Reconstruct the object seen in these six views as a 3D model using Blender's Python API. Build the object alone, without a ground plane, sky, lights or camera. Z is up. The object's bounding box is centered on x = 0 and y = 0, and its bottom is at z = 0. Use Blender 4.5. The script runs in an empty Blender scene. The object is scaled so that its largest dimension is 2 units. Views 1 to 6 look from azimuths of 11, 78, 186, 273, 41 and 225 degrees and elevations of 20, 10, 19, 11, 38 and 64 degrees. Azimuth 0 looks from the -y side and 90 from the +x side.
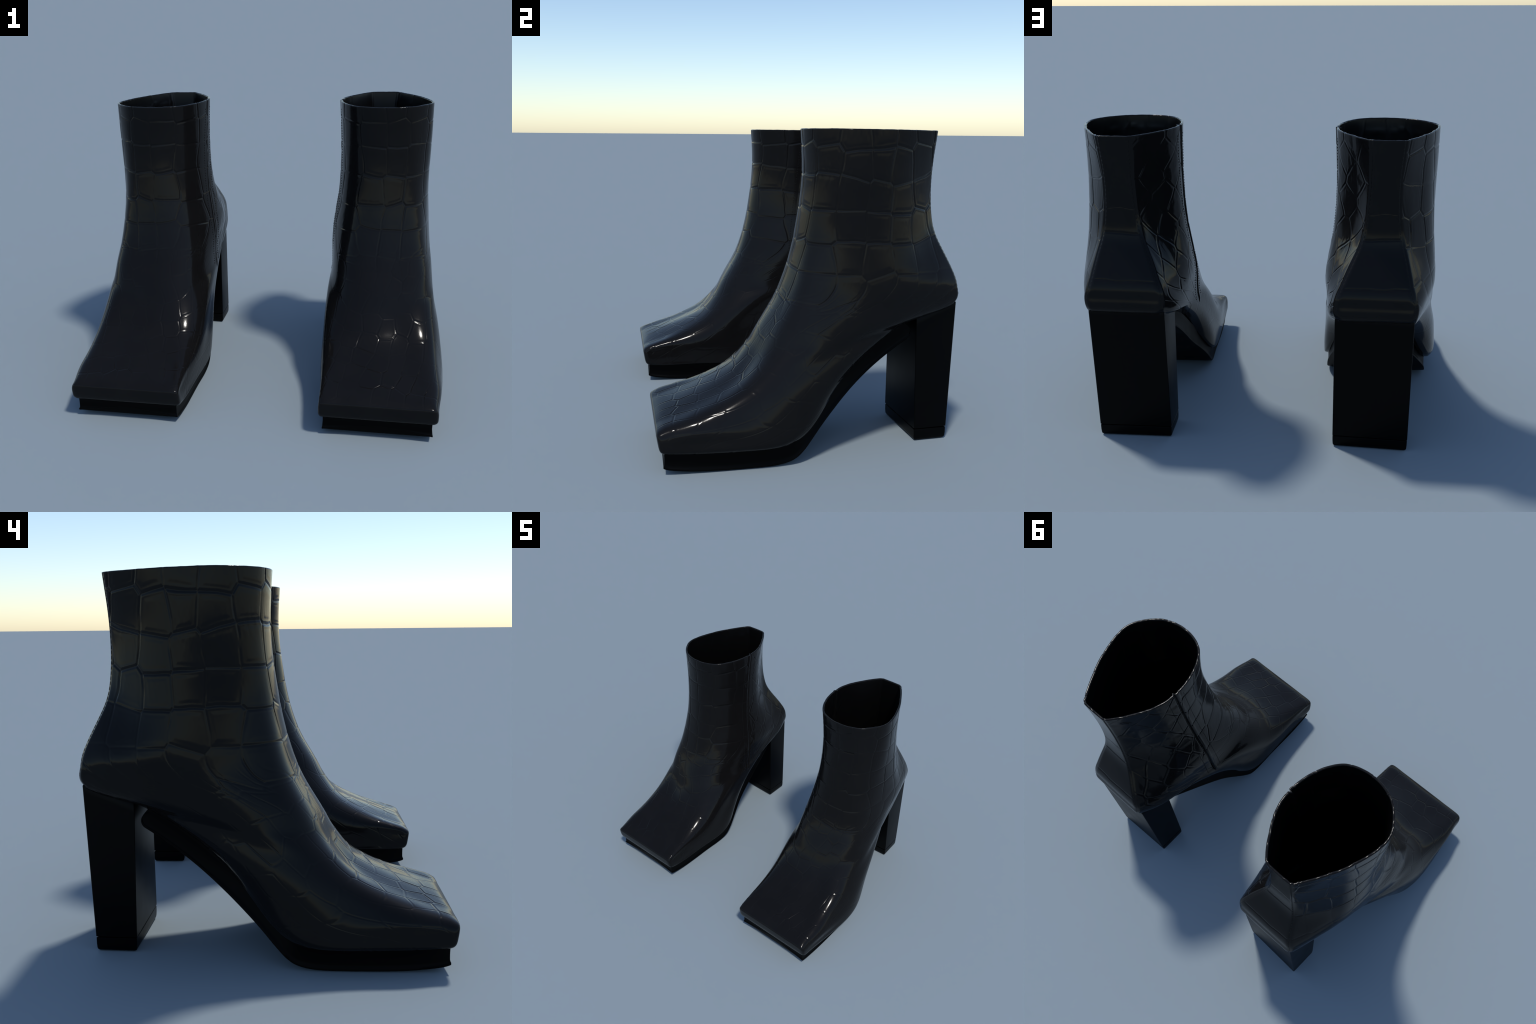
# A mirrored pair of black crocodile-embossed ankle boots: square toe, block heel,
# platform sole, flat stitched back panel, inside zip.
import bpy, math
import numpy as np

# ------------------------------------------------------------------ the last
# Key cross-sections of one boot, rim -> toe.  Each section is a plane across the
# boot that joins the back / feather line B to the instep line F:
#   F(y, z)  B(y, z)  crease x outer, inner  instep x
#   outer widths x at t = .12 .40 .72 .93 t5, inner widths x likewise, t5 outer, inner
KEYS = np.array([
    (-0.019, 1.545, 0.637, 1.540, 0.707, 0.554, 0.645, 0.760, 0.854, 0.891, 0.794, 0.712, 0.492, 0.402, 0.414, 0.495, 0.578, 0.986, 0.988),
    (-0.012, 1.316, 0.619, 1.314, 0.693, 0.558, 0.640, 0.752, 0.857, 0.888, 0.800, 0.712, 0.515, 0.411, 0.424, 0.508, 0.581, 0.986, 0.988),
    (-0.036, 1.102, 0.626, 1.105, 0.708, 0.536, 0.630, 0.770, 0.872, 0.879, 0.800, 0.707, 0.506, 0.404, 0.424, 0.508, 0.575, 0.986, 0.988),
    (-0.068, 0.933, 0.667, 0.979, 0.739, 0.488, 0.622, 0.786, 0.885, 0.884, 0.819, 0.711, 0.461, 0.382, 0.408, 0.488, 0.562, 0.986, 0.988),
    (-0.122, 0.765, 0.729, 0.849, 0.769, 0.427, 0.622, 0.824, 0.898, 0.898, 0.843, 0.705, 0.407, 0.358, 0.385, 0.460, 0.535, 0.988, 0.986),
    (-0.187, 0.641, 0.743, 0.778, 0.791, 0.411, 0.624, 0.828, 0.889, 0.917, 0.860, 0.715, 0.387, 0.363, 0.378, 0.446, 0.542, 0.986, 0.991),
    (-0.242, 0.553, 0.735, 0.709, 0.784, 0.423, 0.631, 0.818, 0.884, 0.928, 0.867, 0.716, 0.380, 0.368, 0.374, 0.438, 0.537, 0.980, 0.992),
    (-0.268, 0.505, 0.618, 0.662, 0.781, 0.431, 0.640, 0.816, 0.886, 0.934, 0.872, 0.715, 0.384, 0.366, 0.368, 0.428, 0.530, 0.970, 0.993),
    (-0.293, 0.464, 0.493, 0.621, 0.773, 0.429, 0.649, 0.832, 0.902, 0.938, 0.880, 0.715, 0.380, 0.358, 0.358, 0.423, 0.521, 0.960, 0.994),
    (-0.338, 0.402, 0.220, 0.450, 0.811, 0.433, 0.658, 0.907, 0.953, 0.945, 0.895, 0.727, 0.366, 0.350, 0.350, 0.413, 0.508, 0.954, 0.994),
    (-0.398, 0.352, 0.020, 0.241, 0.912, 0.377, 0.664, 0.955, 0.982, 0.956, 0.918, 0.757, 0.345, 0.345, 0.348, 0.404, 0.498, 0.960, 0.990),
    (-0.497, 0.304, -0.136, 0.114, 0.956, 0.340, 0.659, 0.990, 0.992, 0.963, 0.933, 0.786, 0.339, 0.342, 0.350, 0.390, 0.486, 0.966, 0.976),
    (-0.625, 0.252, -0.373, 0.103, 0.970, 0.348, 0.653, 0.984, 0.976, 0.969, 0.933, 0.808, 0.350, 0.354, 0.363, 0.380, 0.485, 0.970, 0.968),
    (-0.705, 0.223, -0.600, 0.100, 0.947, 0.359, 0.648, 0.958, 0.958, 0.954, 0.930, 0.808, 0.362, 0.364, 0.370, 0.374, 0.490, 0.976, 0.976),
    (-0.741, 0.202, -0.727, 0.106, 0.934, 0.376, 0.645, 0.950, 0.953, 0.950, 0.938, 0.800, 0.366, 0.364, 0.366, 0.374, 0.490, 0.990, 0.990),
])
T_LEVELS = (.12, .40, .72, .93)
HEEL_KEY = 6            # section whose B point is the lower back corner of the counter
N_ROWS, N_ARC, N_BACK, N_CAP = 600, 540, 64, 34
rng = np.random.default_rng(7)


def natural_spline(x, y, q):
    n = len(x)
    h = np.diff(x)
    A = np.zeros((n, n))
    r = np.zeros((n,) + y.shape[1:])
    A[0, 0] = A[-1, -1] = 1
    for i in range(1, n - 1):
        A[i, i - 1:i + 2] = h[i - 1], 2 * (h[i - 1] + h[i]), h[i]
        r[i] = 6 * ((y[i + 1] - y[i]) / h[i] - (y[i] - y[i - 1]) / h[i - 1])
    m = np.linalg.solve(A, r)
    j = np.clip(np.searchsorted(x, q) - 1, 0, n - 2)
    a, b, hh = (q - x[j])[:, None], (x[j + 1] - q)[:, None], h[j][:, None]
    return m[j] * b**3 / (6 * hh) + m[j + 1] * a**3 / (6 * hh) + (y[j] / hh - m[j] * hh / 6) * b + (y[j + 1] / hh - m[j + 1] * hh / 6) * a


def catmull(P, per):
    """Centripetal Catmull-Rom through the K control points of every row."""
    K = P.shape[1]
    Q = np.concatenate([2 * P[:, :1] - P[:, 1:2], P, 2 * P[:, -1:] - P[:, -2:-1]], 1)
    d = np.sqrt(np.linalg.norm(np.diff(Q, axis=1), axis=2) + 1e-9)
    t = np.concatenate([np.zeros((len(P), 1)), np.cumsum(d, 1)], 1)
    out = []
    for i in range(K - 1):
        last = i == K - 2
        w = np.linspace(0, 1, per + last, endpoint=last)
        t0, t1, t2, t3 = [t[:, i + j, None, None] for j in range(4)]
        p0, p1, p2, p3 = [Q[:, i + j, None, :] for j in range(4)]
        tt = t1 + (t2 - t1) * w[None, :, None]
        a1 = (t1 - tt) / (t1 - t0) * p0 + (tt - t0) / (t1 - t0) * p1
        a2 = (t2 - tt) / (t2 - t1) * p1 + (tt - t1) / (t2 - t1) * p2
        a3 = (t3 - tt) / (t3 - t2) * p2 + (tt - t2) / (t3 - t2) * p3
        b1 = (t2 - tt) / (t2 - t0) * a1 + (tt - t0) / (t2 - t0) * a2
        b2 = (t3 - tt) / (t3 - t1) * a2 + (tt - t1) / (t3 - t1) * a3
        out.append((t2 - tt) / (t2 - t1) * b1 + (tt - t1) / (t2 - t1) * b2)
    return np.concatenate(out, 1)


def section_arcs(p):
    F, B = p[:, 0:2], p[:, 2:4]

    def pt(t, x):
        yz = B + (F - B) * np.reshape(t, (-1, 1))
        return np.concatenate([np.reshape(x, (-1, 1)), yz], 1)
    one = np.ones(len(p))
    outer = [pt(0 * one, p[:, 4])] + [pt(T_LEVELS[i] * one if i < 4 else p[:, 17], p[:, 7 + i]) for i in range(5)]
    inner = [pt(0 * one, p[:, 5])] + [pt(T_LEVELS[i] * one if i < 4 else p[:, 18], p[:, 12 + i]) for i in range(5)]
    return np.stack(outer + [pt(one, p[:, 6])] + inner[::-1], 1)


def resample(rows, n):
    """Every polyline of the stack resampled at n points of equal arc length."""
    seg = np.linalg.norm(np.diff(rows, axis=1), axis=2)
    cum = np.concatenate([np.zeros((len(rows), 1)), np.cumsum(seg, 1)], 1)
    out = np.empty((len(rows), n, 3))
    for r in range(len(rows)):
        q = np.linspace(0, cum[r, -1], n)
        for k in range(3):
            out[r, :, k] = np.interp(q, cum[r], rows[r, :, k])
    return out


def blur(a, sigma, axis, wrap=False):
    n = int(3 * sigma) + 1
    k = np.exp(-.5 * (np.arange(-n, n + 1) / sigma)**2)
    k /= k.sum()
    pad = [(0, 0)] * a.ndim
    pad[axis] = (n, n)
    b = np.pad(a, pad, mode="wrap" if wrap else "reflect", **({} if wrap else {"reflect_type": "odd"}))
    out = np.zeros_like(a)
    for i, w in enumerate(k):
        sl = [slice(None)] * a.ndim
        sl[axis] = slice(i, i + a.shape[axis])
        out += w * b[tuple(sl)]
    return out


def smooth(e0, e1, x):
    t = np.clip((x - e0) / (e1 - e0), 0, 1)
    return t * t * (3 - 2 * t)


def value_noise(x, y, seed, cell):
    """Smooth 2D value noise, -1..1."""
    x, y = x / cell, y / cell
    ix, iy = np.floor(x).astype(int), np.floor(y).astype(int)
    fx, fy = x - ix, y - iy
    fx, fy = fx * fx * (3 - 2 * fx), fy * fy * (3 - 2 * fy)

    def h(i, j):
        v = np.sin(i * 127.1 + j * 311.7 + seed * 74.7) * 43758.5453
        return (v - np.floor(v)) * 2 - 1
    return (h(ix, iy) * (1 - fx) + h(ix + 1, iy) * fx) * (1 - fy) + (h(ix, iy + 1) * (1 - fx) + h(ix + 1, iy + 1) * fx) * fy


def scale_border(u, w, du, dw, jitter, stagger, seed):
    """Distance to the border of the nearest embossed scale (jittered grid cells)."""
    ci, cj = np.floor(u / du).astype(int), np.floor(w / dw).astype(int)

    def h(i, j, k):
        v = np.sin(i * 12.9898 + j * 78.233 + (k + seed) * 37.719) * 43758.5453
        return v - np.floor(v)
    pts = []
    for a in (-2, -1, 0, 1, 2):
        for b in (-2, -1, 0, 1, 2):
            i, j = ci + a, cj + b
            su = (i + .5 + jitter * (h(i, j, 1) - .5)) * du
            sw = (j + .5 + jitter * (h(i, j, 2) - .5) + stagger * (h(i, i * 0, 3) - .5)) * dw
            pts.append((su, sw))
    su = np.stack([p[0] for p in pts])
    sw = np.stack([p[1] for p in pts])
    d = ((su - u)**2 + (sw - w)**2)
    k = d.argmin(0)
    nu = np.take_along_axis(su, k[None], 0)[0]
    nw = np.take_along_axis(sw, k[None], 0)[0]
    best = np.full(u.shape, 9.)
    for a in range(len(pts)):
        vu, vw = su[a] - nu, sw[a] - nw
        ln = np.sqrt(vu**2 + vw**2)
        dist = ((su[a] + nu) * .5 - u) * vu + ((sw[a] + nw) * .5 - w) * vw
        best = np.minimum(best, np.where(ln > 1e-6, dist / np.maximum(ln, 1e-6), 9.))
    return best


# ------------------------------------------------------------------ upper surface
def fair(C, coarse_q, passes=260):
    """Shrink-free smoothing of the coarse last; borders stay, the toe box stays crisp."""
    n, m = C.shape[:2]
    keep = np.ones((n, m, 1))
    keep[[0, -1]] = 0
    keep[:, [0, -1]] = 0
    keep *= (1 - .93 * smooth(n * .84, n * .97, np.arange(n).astype(float)))[:, None, None]
    for k in range(passes):
        lam = .55 if k % 2 == 0 else -.56
        P = np.pad(C, ((1, 1), (1, 1), (0, 0)), mode="edge")
        L = .25 * (P[:-2, 1:-1] + P[2:, 1:-1] + P[1:-1, :-2] + P[1:-1, 2:]) - C
        C = C + lam * L * keep
    # the arch and instep, where the sections fan out, get an extra smoothing
    lo, hi = np.searchsorted(coarse_q, 4.8), np.searchsorted(coarse_q, 12.0)
    r, c = np.arange(n).astype(float), np.arange(m).astype(float)
    win = (smooth(lo, lo + 14, r) * smooth(hi, hi - 14, r))[:, None, None] * (smooth(2, 14, c) * smooth(m - 3, m - 15, c))[None, :, None]
    for k in range(45):
        P = np.pad(C, ((1, 1), (1, 1), (0, 0)), mode="edge")
        C = C + .5 * win * (.25 * (P[:-2, 1:-1] + P[2:, 1:-1] + P[1:-1, :-2] + P[1:-1, 2:]) - C)
    # the rim itself is faired along its own curve
    for k in range(80):
        e = C[0].copy()
        e[1:-1] += (.5 if k % 2 == 0 else -.51) * (.5 * (C[0, :-2] + C[0, 2:]) - C[0, 1:-1])
        C[0] = e
    C[1:6] = C[0] + (C[6] - C[0]) * (np.arange(1, 6) / 6.)[:, None, None]
    return C


def build_upper_grid():
    nk = len(KEYS)
    fine = natural_spline(np.arange(float(nk)), KEYS, np.linspace(0, nk - 1, 1500))
    mid = np.stack([fine[:, 0:2], fine[:, 2:4], .5 * (fine[:, 0:2] + fine[:, 2:4])])
    step = np.linalg.norm(np.diff(mid, axis=1), axis=2).max(0)
    cum = np.concatenate([[0], np.cumsum(step)])
    coarse_q = np.interp(np.linspace(0, cum[-1], 150), cum, np.linspace(0, nk - 1, 1500))
    p = natural_spline(np.arange(float(nk)), KEYS, coarse_q)
    C = fair(resample(catmull(section_arcs(p), 40), 136), coarse_q)
    rows = np.linspace(0, 149, N_ROWS)
    q = np.interp(rows, np.arange(150), coarse_q)
    C = natural_spline(np.arange(150.), C.reshape(150, -1), rows).reshape(N_ROWS, 136, 3)
    C = C.transpose(1, 0, 2).reshape(136, -1)
    arc = natural_spline(np.arange(136.), C, np.linspace(0, 135, N_ARC)).reshape(N_ARC, N_ROWS, 3).transpose(1, 0, 2)
    w = np.linspace(0, 1, N_BACK + 2)[1:-1, None]
    back = arc[:, -1:, :] * (1 - w) + arc[:, :1, :] * w
    bow = (4 * w * (1 - w))[None] * np.array([0, .002, 0])[None, None]
    back = back + bow * smooth(HEEL_KEY + .2, HEEL_KEY - 1, q)[:, None, None]
    G = np.concatenate([arc, back], 1)
    # toe cap: the last loop is drawn in, bulging forward
    loop = G[-1]
    c = loop[:, 1:].mean(0)
    lo, hi = loop[:, 0].min() + .05, loop[:, 0].max() - .05
    tgt = np.concatenate([np.clip(loop[:, :1], lo, hi), np.tile(c, (len(loop), 1))], 1)
    rings = []
    for k in range(1, N_CAP + 1):
        r = k / N_CAP
        b = loop + (tgt - loop) * min(r * 1.03, 1.)
        b[:, 1] -= .009 * math.sqrt(1 - (1 - r)**2.5)
        rings.append(b)
    G = np.concatenate([G, np.stack(rings)], 0)
    # soften creases: the section corners, the counter corner and the toe edge
    G = blur(G, 2.2, 1, True)
    edge = blur(G, 3.6, 0)
    r = np.arange(len(G))
    m = np.exp(-((r - N_ROWS) / 16.)**4)[:, None, None]
    G = G * (1 - m) + edge * m
    return G, q


def grid_normals(G, flip=1):
    du = np.roll(G, -1, 1) - np.roll(G, 1, 1)
    dv = np.gradient(G, axis=0)
    n = np.cross(du, dv)
    n /= np.linalg.norm(n, axis=2, keepdims=True) + 1e-12
    return n * flip


G0, Q = build_upper_grid()
NORM0 = grid_normals(G0)
if NORM0[50, N_ARC // 4, 0] < 0:
    FLIP = -1
else:
    FLIP = 1
NORM0 = NORM0 * FLIP
NORM0 = blur(NORM0, 2., 1, True)
NORM0[-12:] = np.array([0, -.99, -.12])
NORM0 /= np.linalg.norm(NORM0, axis=2, keepdims=True)
R_ALL, C_ALL = G0.shape[:2]
HEEL_ROW = int(np.searchsorted(Q, HEEL_KEY - .25))

ZIP_TOP, ZIP_END = (.298, 1.545), (.185, .555)


def zip_offset(G):
    """Signed y distance behind the zip line (inner side)."""
    return G[..., 1] - (ZIP_TOP[0] + (ZIP_TOP[1] - G[..., 2]) * (ZIP_END[0] - ZIP_TOP[0]) / (ZIP_TOP[1] - ZIP_END[1]))


def relief(G):
    """Height of the embossing, seams and zip flap along the normal."""
    front = N_ARC // 2
    seg = np.linalg.norm(np.diff(G, axis=1), axis=2)
    cum = np.concatenate([np.zeros((R_ALL, 1)), np.cumsum(seg, 1)], 1)
    # instep column: where the arc crosses the section's F point, close to its middle
    U = cum[:, front:front + 1] - cum                     # + outer, - inner
    arc_u = U
    fl = np.linalg.norm(np.diff(G[:, front], axis=0), axis=1)
    fw = np.concatenate([[0], np.cumsum(fl)])[:, None]
    half = .10 + .17 * smooth(.75, 1.10, fw)
    side = smooth(0, 1, (np.abs(U) - half) / .22)
    W = fw * (1 - side) + (1.545 - G[..., 2]) * side
    # on the sides of the shaft the columns of scales stand upright
    up = side * smooth(.60, .85, G[..., 2])
    U = U * (1 - up) + np.sign(U) * (G[..., 1] + .13) * up
    U2 = U + .014 * value_noise(U, W, 3, .16) + .003 * value_noise(U, W, 5, .05)
    W2 = W + .012 * value_noise(U, W, 4, .16) + .003 * value_noise(U, W, 6, .05)
    shaft = smooth(.95, .70, W)
    main = scale_border(U2 * 1.18 + .02, W2 + .072, .148, .148, .34, .24, 1)
    foot = scale_border((U2 * .95 + W2 * .22) * 1.35, (W2 - U2 * .20), .112, .112, .32, .3, 2)
    z = zip_offset(G)
    inner = smooth(-.10, -.16, arc_u)
    rear = inner * smooth(-.004, .004, z)
    diamond = scale_border(.80 * U2 + .60 * W2, .80 * U2 - .60 * W2, .112, .118, .35, .2, 3)

    def groove(d, wd):
        return np.exp(-(d / wd)**2) - .28 * np.exp(-((d - 2.1 * wd) / (1.2 * wd))**2)
    fade = .62 + .5 * value_noise(U, W, 11, .11)
    low = smooth(.42, .72, W) * smooth(.20, .34, np.abs(U))
    amp = np.clip(fade, .12, 1.) * (1 - .62 * low) * (1 - .46 * smooth(.75, 1.05, W))
    h = -(groove(main, .0042) * shaft + groove(foot, .0042) * (1 - shaft)) * amp * (1 - rear)
    h -= groove(diamond, .0040) * rear * np.clip(fade - .05, .15, .6)
    h *= .0025
    # soft pillow of the scales
    h += .0010 * (np.clip(main, 0, .03) / .03) * shaft
    fine = value_noise(U2 * 1., W2 * .22, 21, .0075) * np.clip(value_noise(U, W, 22, .09), 0, 1)
    h += .00030 * fine * (1 - low)
    cols = np.arange(C_ALL)
    arc = (cols < N_ARC)[None]
    h = np.where(arc, h, 0.)
    # flat back panel: two faint cross creases
    panel = ~arc & (np.arange(R_ALL) <= HEEL_ROW)[:, None]
    bz = G[..., 2] + .006 * value_noise(G[..., 0], G[..., 2], 9, .07)
    h = np.where(panel, -.0022 * (np.exp(-((bz - 1.075) / .004)**2) + np.exp(-((bz - .865) / .004)**2)
                                  + .6 * np.exp(-((bz - 1.20) / .003)**2)), h)
    # fade at feather line and toe cap
    capf = smooth(N_ROWS - 2, N_ROWS - 34, np.arange(R_ALL).astype(float))[:, None]
    h *= .12 + .88 * capf
    # seam valley along the two back creases
    for cidx in (0, N_ARC - 1):
        dist = np.abs(((cols - cidx + C_ALL // 2) % C_ALL) - C_ALL // 2)[None] * .0028
        h = np.where((np.arange(R_ALL) < HEEL_ROW + 6)[:, None], h * (1 - np.exp(-(dist / .012)**2)) - .0040 * np.exp(-(dist / .0065)**2), h)
    # zip: flap in front stands proud, a narrow slot behind it
    zin = inner * smooth(.535, .575, G[..., 2]) * arc
    flap = np.where(z < 0, np.exp(np.minimum(z, 0) / .045), 0.) * smooth(.004, -.002, z)
    h += zin * (.0045 * flap * smooth(.5, .9, G[..., 2])**.5 + .002 * np.exp(-((z + .012) / .006)**2) - .011 * np.exp(-((z - .005) / .0042)**2))
    return h


INFLATE = .0045
H = relief(G0) + INFLATE
UP = G0 + NORM0 * H[..., None]
NORM = grid_normals(UP) * FLIP
NORM[-4:] = NORM[-5:-4]
# the flat of the toe cap shades as one face, without a seam where its rings meet
flat = smooth(R_ALL - 22, R_ALL - 9, np.arange(R_ALL).astype(float))[:, None, None]
NORM = NORM * (1 - flat) + np.array([0, -.99, -.12]) * flat
NORM /= np.linalg.norm(NORM, axis=2, keepdims=True)


# ------------------------------------------------------------------ materials
def new_material(name):
    m = bpy.data.materials.new(name)
    m.use_nodes = True
    nt = m.node_tree
    return m, nt, nt.nodes["Principled BSDF"]


def glossy_black(name, base, rough, spec, grain=0., grain_scale=220., stretch=(1, 1, 1), vary=.06, coat=0.):
    m, nt, b = new_material(name)
    N, L = nt.nodes, nt.links
    tc = N.new("ShaderNodeTexCoord")
    mp = N.new("ShaderNodeMapping")
    mp.inputs["Scale"].default_value = stretch
    L.new(tc.outputs["Object"], mp.inputs["Vector"])
    n1 = N.new("ShaderNodeTexNoise")
    n1.inputs["Scale"].default_value = 9
    n1.inputs["Detail"].default_value = 5
    L.new(tc.outputs["Object"], n1.inputs["Vector"])
    cr = N.new("ShaderNodeValToRGB")
    lo, hi = [c * (1 - vary) for c in base], [c * (1 + vary) for c in base]
    cr.color_ramp.elements[0].position, cr.color_ramp.elements[1].position = .35, .65
    cr.color_ramp.elements[0].color = (*lo, 1)
    cr.color_ramp.elements[1].color = (*hi, 1)
    L.new(n1.outputs["Fac"], cr.inputs["Fac"])
    L.new(cr.outputs["Color"], b.inputs["Base Color"])
    mr = N.new("ShaderNodeMapRange")
    mr.inputs["To Min"].default_value = rough * .85
    mr.inputs["To Max"].default_value = rough * 1.2
    L.new(n1.outputs["Fac"], mr.inputs["Value"])
    L.new(mr.outputs["Result"], b.inputs["Roughness"])
    b.inputs["Specular IOR Level"].default_value = spec
    b.inputs["Coat Weight"].default_value = coat
    b.inputs["Coat Roughness"].default_value = .12
    if grain:
        n2 = N.new("ShaderNodeTexNoise")
        n2.inputs["Scale"].default_value = grain_scale
        n2.inputs["Detail"].default_value = 3
        L.new(mp.outputs["Vector"], n2.inputs["Vector"])
        bp = N.new("ShaderNodeBump")
        bp.inputs["Strength"].default_value = grain
        bp.inputs["Distance"].default_value = .002
        L.new(n2.outputs["Fac"], bp.inputs["Height"])
        L.new(bp.outputs["Normal"], b.inputs["Normal"])
    return m


LEATHER = glossy_black("embossed_patent_leather", (.0066, .0063, .0064), .13, .13, .03, 130, (1, 1, .35))
LINING = glossy_black("shade_darkened_lining", (.0022, .0022, .0024), .30, .30)  # leather black darkened further, painting in the shade inside the shaft
RUBBER = glossy_black("black_sole_rubber", (.0006, .0006, .0007), .45, .06)
HEELMAT = glossy_black("black_lacquered_heel", (.0006, .0006, .0007), .34, .085, .05, 40, (1, 1, .1))
THREAD = glossy_black("black_thread", (.0015, .0015, .0015), .6, .2)
METAL = glossy_black("dark_zip_teeth", (.004, .004, .004), .4, .5)


# ------------------------------------------------------------------ mesh helpers
ORIGIN = np.array([.65, 0., 0.])


def make_mesh(name, verts, faces, mirror, mat, normals=None, sharp_angle=None):
    v = np.asarray(verts, float) - ORIGIN
    f = np.asarray(faces) if not isinstance(faces, list) else faces
    if mirror:
        v = v * [-1, 1, 1]
        f = f[:, ::-1] if not isinstance(f, list) else [tuple(reversed(a)) for a in f]
        if normals is not None:
            normals = normals * [-1, 1, 1]
    me = bpy.data.meshes.new(name)
    if isinstance(f, list):
        me.from_pydata(v.tolist(), [], f)
    else:
        k = f.shape[1]
        me.vertices.add(len(v))
        me.vertices.foreach_set("co", v.astype(np.float32).ravel())
        me.loops.add(f.size)
        me.loops.foreach_set("vertex_index", np.ascontiguousarray(f, np.int32).ravel())
        me.polygons.add(len(f))
        me.polygons.foreach_set("loop_start", np.arange(0, f.size, k, dtype=np.int32))
        me.polygons.foreach_set("loop_total", np.full(len(f), k, np.int32))
        me.update(calc_edges=True)
        me.validate()
    me.polygons.foreach_set("use_smooth", np.ones(len(me.polygons), bool))
    me.materials.append(mat)
    if normals is not None and len(normals) == len(me.vertices):
        me.normals_split_custom_set_from_vertices(np.asarray(normals, float).tolist())
    elif sharp_angle:
        me.set_sharp_from_angle(angle=math.radians(sharp_angle))
    return me


def add(name, me, parent):
    o = bpy.data.objects.new(name, me)
    bpy.context.scene.collection.objects.link(o)
    o.parent = parent
    return o


def quads(rows, cols, wrap_total, flip):
    """Quad indices on the big grid for row and column index lists."""
    r, c = np.meshgrid(rows, cols, indexing="ij")
    c2 = (c + 1) % wrap_total
    a, b, d, e = r * wrap_total + c, r * wrap_total + c2, (r + 1) * wrap_total + c2, (r + 1) * wrap_total + c
    f = np.stack([a, b, d, e], -1).reshape(-1, 4)
    return f[:, ::-1] if flip else f


def compact(V, Nn, F):
    used, inv = np.unique(F.ravel(), return_inverse=True)
    return V[used], (Nn[used] if Nn is not None else None), inv.reshape(F.shape)


# winding test once
def winding_flip():
    f = quads([50], [N_ARC // 4], C_ALL, False)[0]
    p = UP.reshape(-1, 3)[f]
    return np.dot(np.cross(p[1] - p[0], p[2] - p[1]), NORM[50, N_ARC // 4]) < 0


WF = winding_flip()
RIM_T = .012


def upper_parts(mirror, root):
    V, Nn = UP.reshape(-1, 3), NORM.reshape(-1, 3)
    # main upper: everything but the back panel
    rows = np.arange(R_ALL - 1)
    arc_cols = np.arange(N_ARC - 1)
    back_cols = np.arange(N_ARC - 1, C_ALL)
    F1 = quads(rows, arc_cols, C_ALL, WF)
    # below the counter only a margin is turned under (the sole closes the rest)
    turned = np.concatenate([back_cols[:5], back_cols[-5:]])
    shank = np.arange(np.searchsorted(Q, 7.55), np.searchsorted(Q, 8.35))
    F2 = np.concatenate([quads(np.arange(HEEL_ROW, N_ROWS - 30), turned, C_ALL, WF), quads(shank, back_cols[5:-5], C_ALL, WF),
                         quads(np.arange(HEEL_ROW, np.searchsorted(Q, 6.25)), back_cols[5:-5], C_ALL, WF), quads(np.arange(N_ROWS - 30, R_ALL - 1), back_cols, C_ALL, WF)])
    v, n, f = compact(V, Nn, np.concatenate([F1, F2]))
    add("upper", make_mesh("upper", v, f, mirror, LEATHER, n), root)
    F3 = quads(np.arange(HEEL_ROW), back_cols, C_ALL, WF)
    v, n, f = compact(V, Nn, F3)
    add("back_panel", make_mesh("back_panel", v, f, mirror, LEATHER, n), root)
    # rolled top edge joining the outside to the lining
    prof = [(0, 0), (.0, .0022), (.0022, .0042), (.006, .0050), (RIM_T - .0022, .0042), (RIM_T, .0022), (RIM_T, -.004)]
    nin = NORM0[0] * [1, 1, 0]
    nin /= np.linalg.norm(nin, axis=1, keepdims=True)
    ripple = .0022 * blur(rng.normal(size=C_ALL), 2.5, 0, True)[:, None]
    rings = np.stack([UP[0] - nin * (a + ripple * (b > .003)) + np.array([0, 0, 1.]) * (b + .4 * ripple * (b > 0)) for a, b in prof])
    f = quads(np.arange(len(prof) - 1), np.arange(C_ALL), C_ALL, not WF)
    add("top_edge", make_mesh("top_edge", rings.reshape(-1, 3), f, mirror, LEATHER), root)
    # lining: the same last, a leather thickness inside
    rs = np.arange(0, N_ROWS - 4, 3)
    cs = np.arange(0, C_ALL, 2)
    thick = RIM_T + .001 * smooth(4, 40, rs.astype(float))[:, None, None]
    ins = UP[rs][:, cs] - NORM0[rs][:, cs] * thick
    ins[0] = (UP[0] - nin * RIM_T)[cs]
    na, hr = N_ARC // 2, HEEL_ROW // 3
    f = np.concatenate([quads(np.arange(len(rs) - 1), np.arange(na), len(cs), not WF),
                        quads(np.arange(hr), np.arange(na, len(cs)), len(cs), not WF)])
    add("lining", make_mesh("lining", *compact(ins.reshape(-1, 3), None, f)[::2], mirror, LINING), root)


# ------------------------------------------------------------------ stitches
def capsule(length, radius, seg=6, rings=3):
    v, f = [], []
    prof = []
    for k in range(rings + 1):
        a = math.pi / 2 * k / rings
        prof.append((-length / 2 + radius - radius * math.cos(a), radius * math.sin(a)))
    prof += [(-x, r) for x, r in reversed(prof)]
    for x, r in prof:
        for s in range(seg):
            t = 2 * math.pi * s / seg
            v.append((x, r * math.cos(t), r * math.sin(t)))
    for k in range(len(prof) - 1):
        for s in range(seg):
            f.append((k * seg + s, (k + 1) * seg + s, (k + 1) * seg + (s + 1) % seg, k * seg + (s + 1) % seg))
    return np.array(v), np.array(f)


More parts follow.
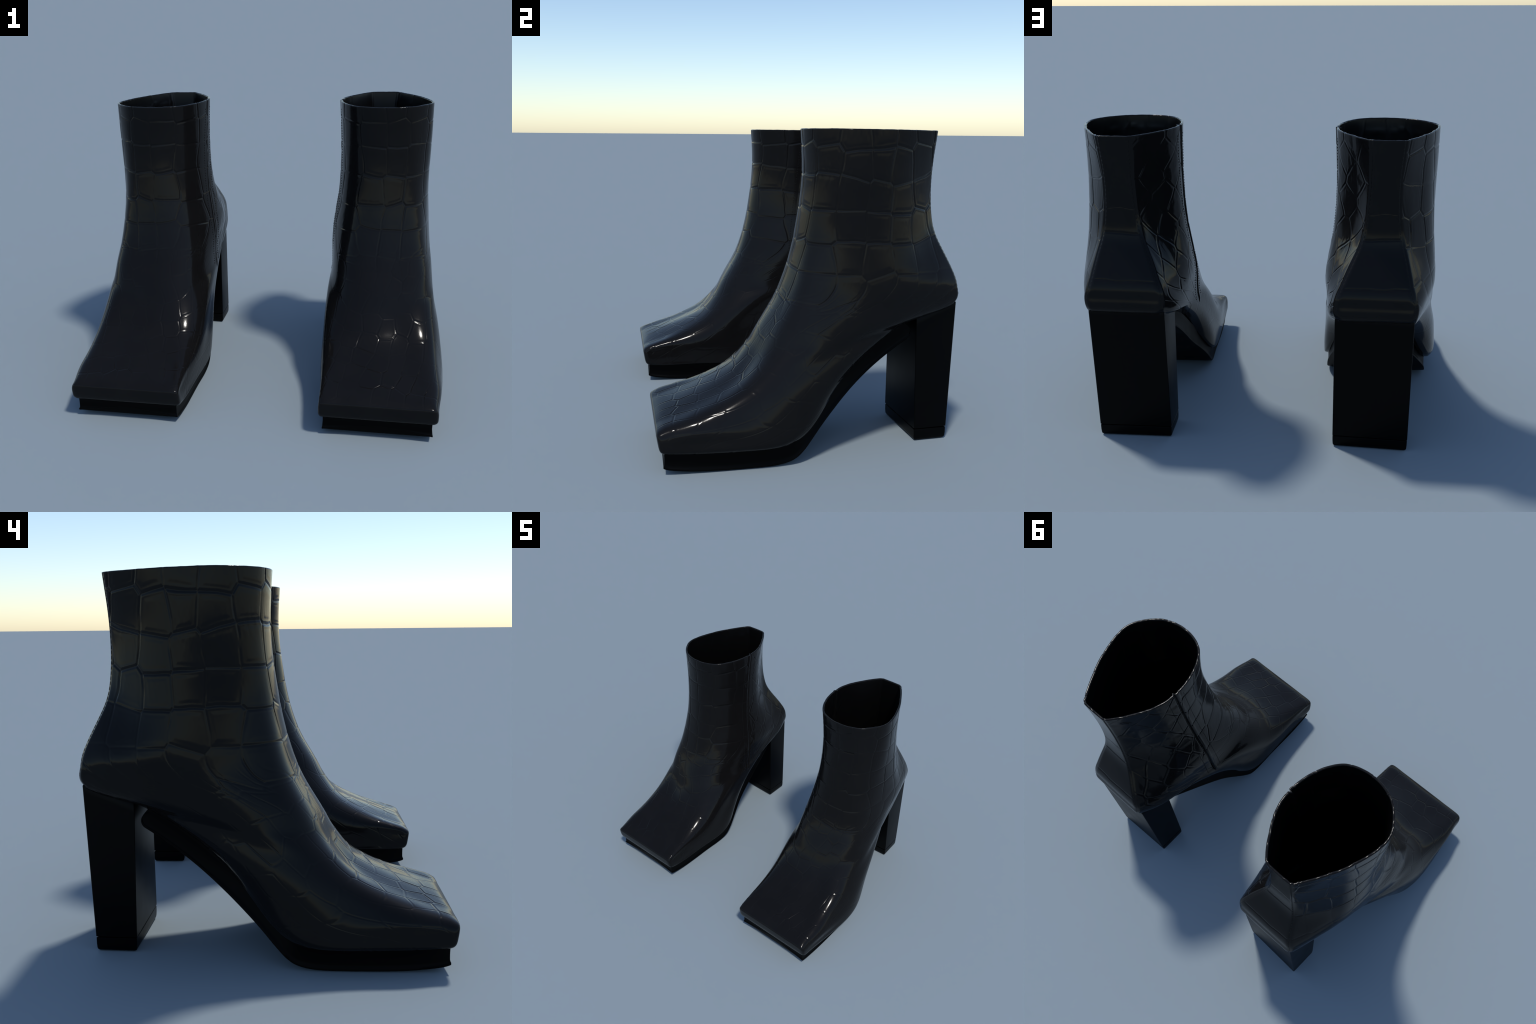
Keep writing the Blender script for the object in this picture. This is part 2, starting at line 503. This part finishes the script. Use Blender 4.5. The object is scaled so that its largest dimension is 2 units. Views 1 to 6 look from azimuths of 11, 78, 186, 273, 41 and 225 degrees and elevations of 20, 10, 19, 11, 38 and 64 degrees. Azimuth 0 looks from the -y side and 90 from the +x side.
def stitch_row(path, normals, pitch, length, radius, sink):
    """Stitches laid along a 3D path, slightly sunk in the leather."""
    d = np.concatenate([[0], np.cumsum(np.linalg.norm(np.diff(path, axis=0), axis=1))])
    cv, cf = capsule(length, radius)
    V, F = [], []
    for s in np.arange(pitch * .6, d[-1] - pitch * .4, pitch):
        p = np.array([np.interp(s, d, path[:, k]) for k in range(3)])
        q = np.array([np.interp(s + .004, d, path[:, k]) for k in range(3)])
        n = np.array([np.interp(s, d, normals[:, k]) for k in range(3)])
        t = (q - p) / np.linalg.norm(q - p)
        n = n - t * (n @ t)
        n /= np.linalg.norm(n)
        b = np.cross(n, t)
        F.append(cf + sum(len(a) for a in V))
        V.append(p + n * sink + cv @ np.stack([t, b, n]))
    return np.concatenate(V), np.concatenate(F)


def column_path(rows, cols):
    return UP[rows, cols], NORM[rows, cols]


def zip_columns(offset, z0, z1):
    """Grid columns on the inner side that lie `offset` behind the zip line."""
    d = zip_offset(G0)
    rows, cols = [], []
    for r in range(0, N_ROWS - 120, 4):
        seg = np.arange(N_ARC // 2 + 40, N_ARC - 4)
        dd = d[r, seg] - offset
        k = np.where((dd[:-1] < 0) & (dd[1:] >= 0))[0]
        if len(k) == 0:
            continue
        c = seg[k[0]]
        if z1 < G0[r, c, 2] < z0:
            rows.append(r)
            cols.append(c)
    return np.array(rows), np.array(cols)


def stitches(mirror, root):
    parts = []
    rr = np.arange(2, HEEL_ROW - 2)
    for c in (0, N_ARC - 1):
        step = -1 if c == 0 else 1                       # towards the back panel
        e, g = UP[rr, c], UP[rr, (c + 3 * step) % C_ALL]
        d = (g - e) / np.linalg.norm(g - e, axis=1, keepdims=True)
        parts.append(stitch_row(e + d * .0055, NORM[rr, (c + 3 * step) % C_ALL], .0205, .0165, .0034, -.0022))
    for off in (-.045, .055):
        r, c = zip_columns(off, 1.515, .57)
        parts.append(stitch_row(*column_path(r, c), .0150, .0088, .0019, .0000))
    V, F, k = [], [], 0
    for v, f in parts:
        V.append(v)
        F.append(f + k)
        k += len(v)
    o = add("stitching", make_mesh("stitching", np.concatenate(V), np.concatenate(F), mirror, THREAD), root)
    o["kind"] = "stuff"


def zipper(mirror, root):
    r, c = zip_columns(.005, 1.55, .56)
    p, n = G0[r, c], NORM0[r, c]
    t = np.gradient(p, axis=0)
    t /= np.linalg.norm(t, axis=1, keepdims=True)
    b = np.cross(n, t)
    ring = [(-.006, -.012), (.006, -.012), (.006, -.0075), (-.006, -.0075)]
    V = np.stack([p + b * a + n * e for a, e in ring], 1).reshape(-1, 3)
    f = quads(np.arange(len(p) - 1), np.arange(4), 4, False)
    o = add("zipper", make_mesh("zipper_tape", V, f, mirror, THREAD, None, 40), root)
    # teeth as one mesh of little bars
    d = np.concatenate([[0], np.cumsum(np.linalg.norm(np.diff(p, axis=0), axis=1))])
    cv = np.array([(x, y, z) for x in (-.0016, .0016) for y in (-.0032, .0032) for z in (-.001, .0012)])
    cf = np.array([(0, 1, 3, 2), (4, 6, 7, 5), (0, 4, 5, 1), (2, 3, 7, 6), (0, 2, 6, 4), (1, 5, 7, 3)])
    V, F = [], []
    for i, s in enumerate(np.arange(.004, d[-1], .006)):
        q, tt, nn = [np.array([np.interp(s, d, a[:, k]) for k in range(3)]) for a in (p, t, n)]
        bb = np.cross(nn, tt)
        V.append(q - nn * .0068 + cv @ np.stack([tt, bb, nn]))
        F.append(cf + 8 * i)
    o2 = add("zipper_teeth", make_mesh("zipper_teeth", np.concatenate(V), np.concatenate(F), mirror, METAL, None, 30), o)
    o2["kind"] = "stuff"


# ------------------------------------------------------------------ platform sole
SOLE_LOW = [(-.722, .030), (-.706, .024), (-.66, .015), (-.60, .008), (-.50, .002), (-.40, .000), (-.27, .000), (-.20, .003), (-.15, .012), (-.10, .034),
            (-.05, .079), (0, .130), (.10, .223), (.20, .304), (.30, .387), (.40, .466), (.45, .503), (.492, .532)]
SOLE_OUT = [(-.722, .933), (-.60, .935), (-.40, .938), (-.15, .939), (-.05, .927), (0, .902), (.10, .850), (.20, .800), (.30, .778), (.40, .776), (.50, .784)]
SOLE_IN = [(-.722, .381), (-.54, .375), (-.30, .370), (-.15, .360), (-.06, .358), (.03, .374), (.10, .392), (.20, .405), (.40, .415), (.50, .424)]
SOLE_THICK = [(-.716, .086), (-.5, .094), (-.25, .094), (-.1, .098), (0, .100), (.1, .095), (.25, .085), (.49, .082)]


def curve_at(tab, y):
    a = np.array(tab)
    return natural_spline(a[:, 0], a[:, 1:], np.asarray(y, float))[:, 0]


def sole(mirror, root):
    y = np.concatenate([np.linspace(-.722, -.70, 6), np.linspace(-.69, .492, 150)])
    zl = curve_at(SOLE_LOW, y)
    xo, xi = curve_at(SOLE_OUT, y), curve_at(SOLE_IN, y)
    th = np.interp(y, *np.array(SOLE_THICK).T)
    ty, tz = np.gradient(y), np.gradient(zl)
    ln = np.hypot(ty, tz)
    # thickness grows up the local normal of the sole, but stays upright at the toe
    k = smooth(-.30, .05, y)
    ny, nz = -tz / ln * k, ty / ln * k + (1 - k)
    # side profile: lip, waist, lip (inset, height 0..1)
    prof = [(.010, .0), (.003, .012), (0, .04), (0, .13), (.0035, .18), (.0045, .30), (.0050, .55), (.0045, .80), (.0025, .87), (.0020, .93), (.0020, 1.10)]
    half = [(i, h) for i, h in prof]
    loops = []
    m = 20
    for j in range(len(y)):
        end = smooth(.492, .462, y[j])
        L = []
        for i, h in half:
            hh = h * th[j]
            L.append((xo[j] - i, y[j] + ny[j] * hh, zl[j] + nz[j] * hh))
        R = [(xi[j] + i, y[j] + ny[j] * h * th[j], zl[j] + nz[j] * h * th[j]) for i, h in half][::-1]
        # a tray inside: the walls stand on a thin bottom, under the upper
        floor = .22 if .025 < y[j] + .722 < 1.19 else 1.10
        tray = [(xo[j] - .022, 1.10), (xo[j] - .026, floor + .03)] + [(xo[j] - .026 + (xi[j] - xo[j] + .052) * w, floor) for w in np.linspace(.1, .9, m - 6)] + [(xi[j] + .026, floor + .03), (xi[j] + .022, 1.10)]
        top = [(x, y[j] + ny[j] * h * th[j], zl[j] + nz[j] * h * th[j]) for x, h in tray]
        # the shank is rounded underneath
        bulge = .024 * smooth(-.14, -.02, y[j]) * (1 - .8 * smooth(.08, .40, y[j]))
        bot = [tuple((1 - w) * np.array(R[-1]) + w * np.array(L[0]) - bulge * (4 * w * (1 - w))**.6 * np.array([0, ny[j], nz[j]])) for w in np.linspace(0, 1, m)[1:-1]]
        loops.append(L + top + R + bot)
    Gs = np.array(loops)
    # toe: front wall has the same lip-waist-lip section
    nh = len(half)
    hs = np.array([h for _, h in half])
    ins = np.array([i for i, _ in half])
    front = Gs[0].copy()
    for j in range(len(front)):
        h = (front[j, 2] - zl[0]) / th[0]
        front[j, 1] += np.interp(h, hs, ins)
    Gs[0] = front
    Gs[1:6, :, 1] = np.maximum(Gs[1:6, :, 1], front[None, :, 1] + np.arange(1, 6)[:, None] * .0005)
    # rounded rear end: close with shrinking rings in the thickness direction
    last = Gs[-1]
    mid_n = np.array([0, ny[-1], nz[-1]])
    cen = last[:, 1:].copy()
    base = np.stack([last[:, 0], np.full(len(last), 0), np.full(len(last), 0)], 1)
    hcoord = ((last[:, 1] - y[-1]) * ny[-1] + (last[:, 2] - zl[-1]) * nz[-1])
    tdir = np.array([ty[-1], tz[-1]]) / ln[-1]
    rings = []
    tt = th[-1]
    for a in np.linspace(0, math.pi / 2, 9)[1:]:
        s = math.cos(a)
        hh = tt * .5 + (hcoord - tt * .5) * (s * .9 + .1)
        adv = tt * .42 * math.sin(a)
        rings.append(np.stack([last[:, 0], y[-1] + ny[-1] * hh + tdir[0] * adv, zl[-1] + nz[-1] * hh + tdir[1] * adv], 1))
    Gs = np.concatenate([Gs, np.stack(rings)])
    nr, nc = Gs.shape[:2]
    f = quads(np.arange(nr - 1), np.arange(nc), nc, False)
    V = Gs.reshape(-1, 3)
    p = V[f[len(f) // 2 + 3]]
    # caps as fans
    caps = []
    cf, cb = len(V), len(V) + 1
    V = np.concatenate([V, Gs[0].mean(0)[None], Gs[-1].mean(0)[None]])
    caps_front = [(cf, (c + 1) % nc, c, c) for c in range(nc)]
    faces = [tuple(q) for q in f] + [(cf, c, (c + 1) % nc)[::-1] for c in range(nc)] + [(cb, (nr - 1) * nc + c, (nr - 1) * nc + (c + 1) % nc) for c in range(nc)]
    me = make_mesh("sole", V, faces, mirror, RUBBER)
    import bmesh
    bm = bmesh.new()
    bm.from_mesh(me)
    bmesh.ops.recalc_face_normals(bm, faces=bm.faces)
    bm.to_mesh(me)
    bm.free()
    me.set_sharp_from_angle(angle=math.radians(38))
    add("sole", me, root)


# ------------------------------------------------------------------ block heel
def rounded_block(levels, radius, closed, seg=4):
    """Loft of rounded quads: levels = four corner points each, ordered round."""
    loops = []
    for pts in levels:
        pts = [np.array(p, float) for p in pts]
        L = []
        for i in range(4):
            a, b, c = pts[i - 1], pts[i], pts[(i + 1) % 4]
            u = (a - b) / np.linalg.norm(a - b)
            v = (c - b) / np.linalg.norm(c - b)
            for k in range(seg + 1):
                t = k / seg
                p0, p2 = b + u * radius, b + v * radius
                L.append((1 - t)**2 * p0 + 2 * t * (1 - t) * b + t * t * p2)
        loops.append(L)
    Gs = np.array(loops)
    nr, nc = Gs.shape[:2]
    faces = [tuple(q) for q in quads(np.arange(nr - 1), np.arange(nc), nc, False)]
    faces += [tuple(range(nc))[::-1]] + ([tuple((nr - 1) * nc + np.arange(nc))] if closed else [])
    return Gs.reshape(-1, 3), [tuple(int(i) for i in f) for f in faces]


HEEL_TOP = dict(bo=(.7840, .739, .706), bi=(.4110, .729, .710), fi=(.4070, .533, .630), fo=(.7890, .530, .622))
HEEL_LOW = dict(bo=(.7855, .715, .062), bi=(.4130, .704, .062), fi=(.4165, .528, .062), fo=(.7910, .541, .062))
HEEL_LOW = {k: (x, y, .0640) for k, (x, y, z) in HEEL_LOW.items()}


def heel(mirror, root):
    import bmesh
    order = ("bo", "bi", "fi", "fo")
    levels = []
    for w in np.linspace(0, 1, 24):
        levels.append([np.array(HEEL_LOW[k]) * (1 - w) + np.array(HEEL_TOP[k]) * w for k in order])
    # a little of the block runs on up inside the upper
    c = np.mean([HEEL_TOP[k] for k in order], 0)
    levels.append([np.array(HEEL_TOP[k]) + (c - np.array(HEEL_TOP[k])) * .08 * np.array([1, 1, 0]) + np.array([0, -.006, .03]) for k in order])
    for name, lv, rad in (("heel", levels, .006), ("heel_tip", None, .007)):
        if lv is None:
            lv = []
            cen = np.mean([HEEL_LOW[k] for k in order], 0)
            for inset, z in ((.014, .0), (.007, .0015), (.0035, .006), (.002, .013), (.0008, .030), (.0006, .0560), (.0030, .0585), (.008, .0600), (.008, .0660)):
                ring = []
                for k in order:
                    p = np.array(HEEL_LOW[k])
                    s = np.sign(p - cen)
                    ring.append((p[0] - s[0] * inset, p[1] - s[1] * inset, z))
                lv.append(ring)
        V, F = rounded_block(lv, rad, name != "heel")
        me = make_mesh(name, V, F, mirror, HEELMAT)
        bm = bmesh.new()
        bm.from_mesh(me)
        bmesh.ops.recalc_face_normals(bm, faces=bm.faces)
        bm.to_mesh(me)
        bm.free()
        me.set_sharp_from_angle(angle=math.radians(32))
        add(name, me, root)


# ------------------------------------------------------------------ the pair
for mirror in (False, True):
    root = bpy.data.objects.new("ankle_boot", None)
    bpy.context.scene.collection.objects.link(root)
    root.location = (-.65 if mirror else .65, 0, 0)
    root["label"] = "black crocodile-embossed patent ankle boot with square toe and block heel"
    root["category"] = "ankle boot"
    upper_parts(mirror, root)
    stitches(mirror, root)
    zipper(mirror, root)
    sole(mirror, root)
    heel(mirror, root)
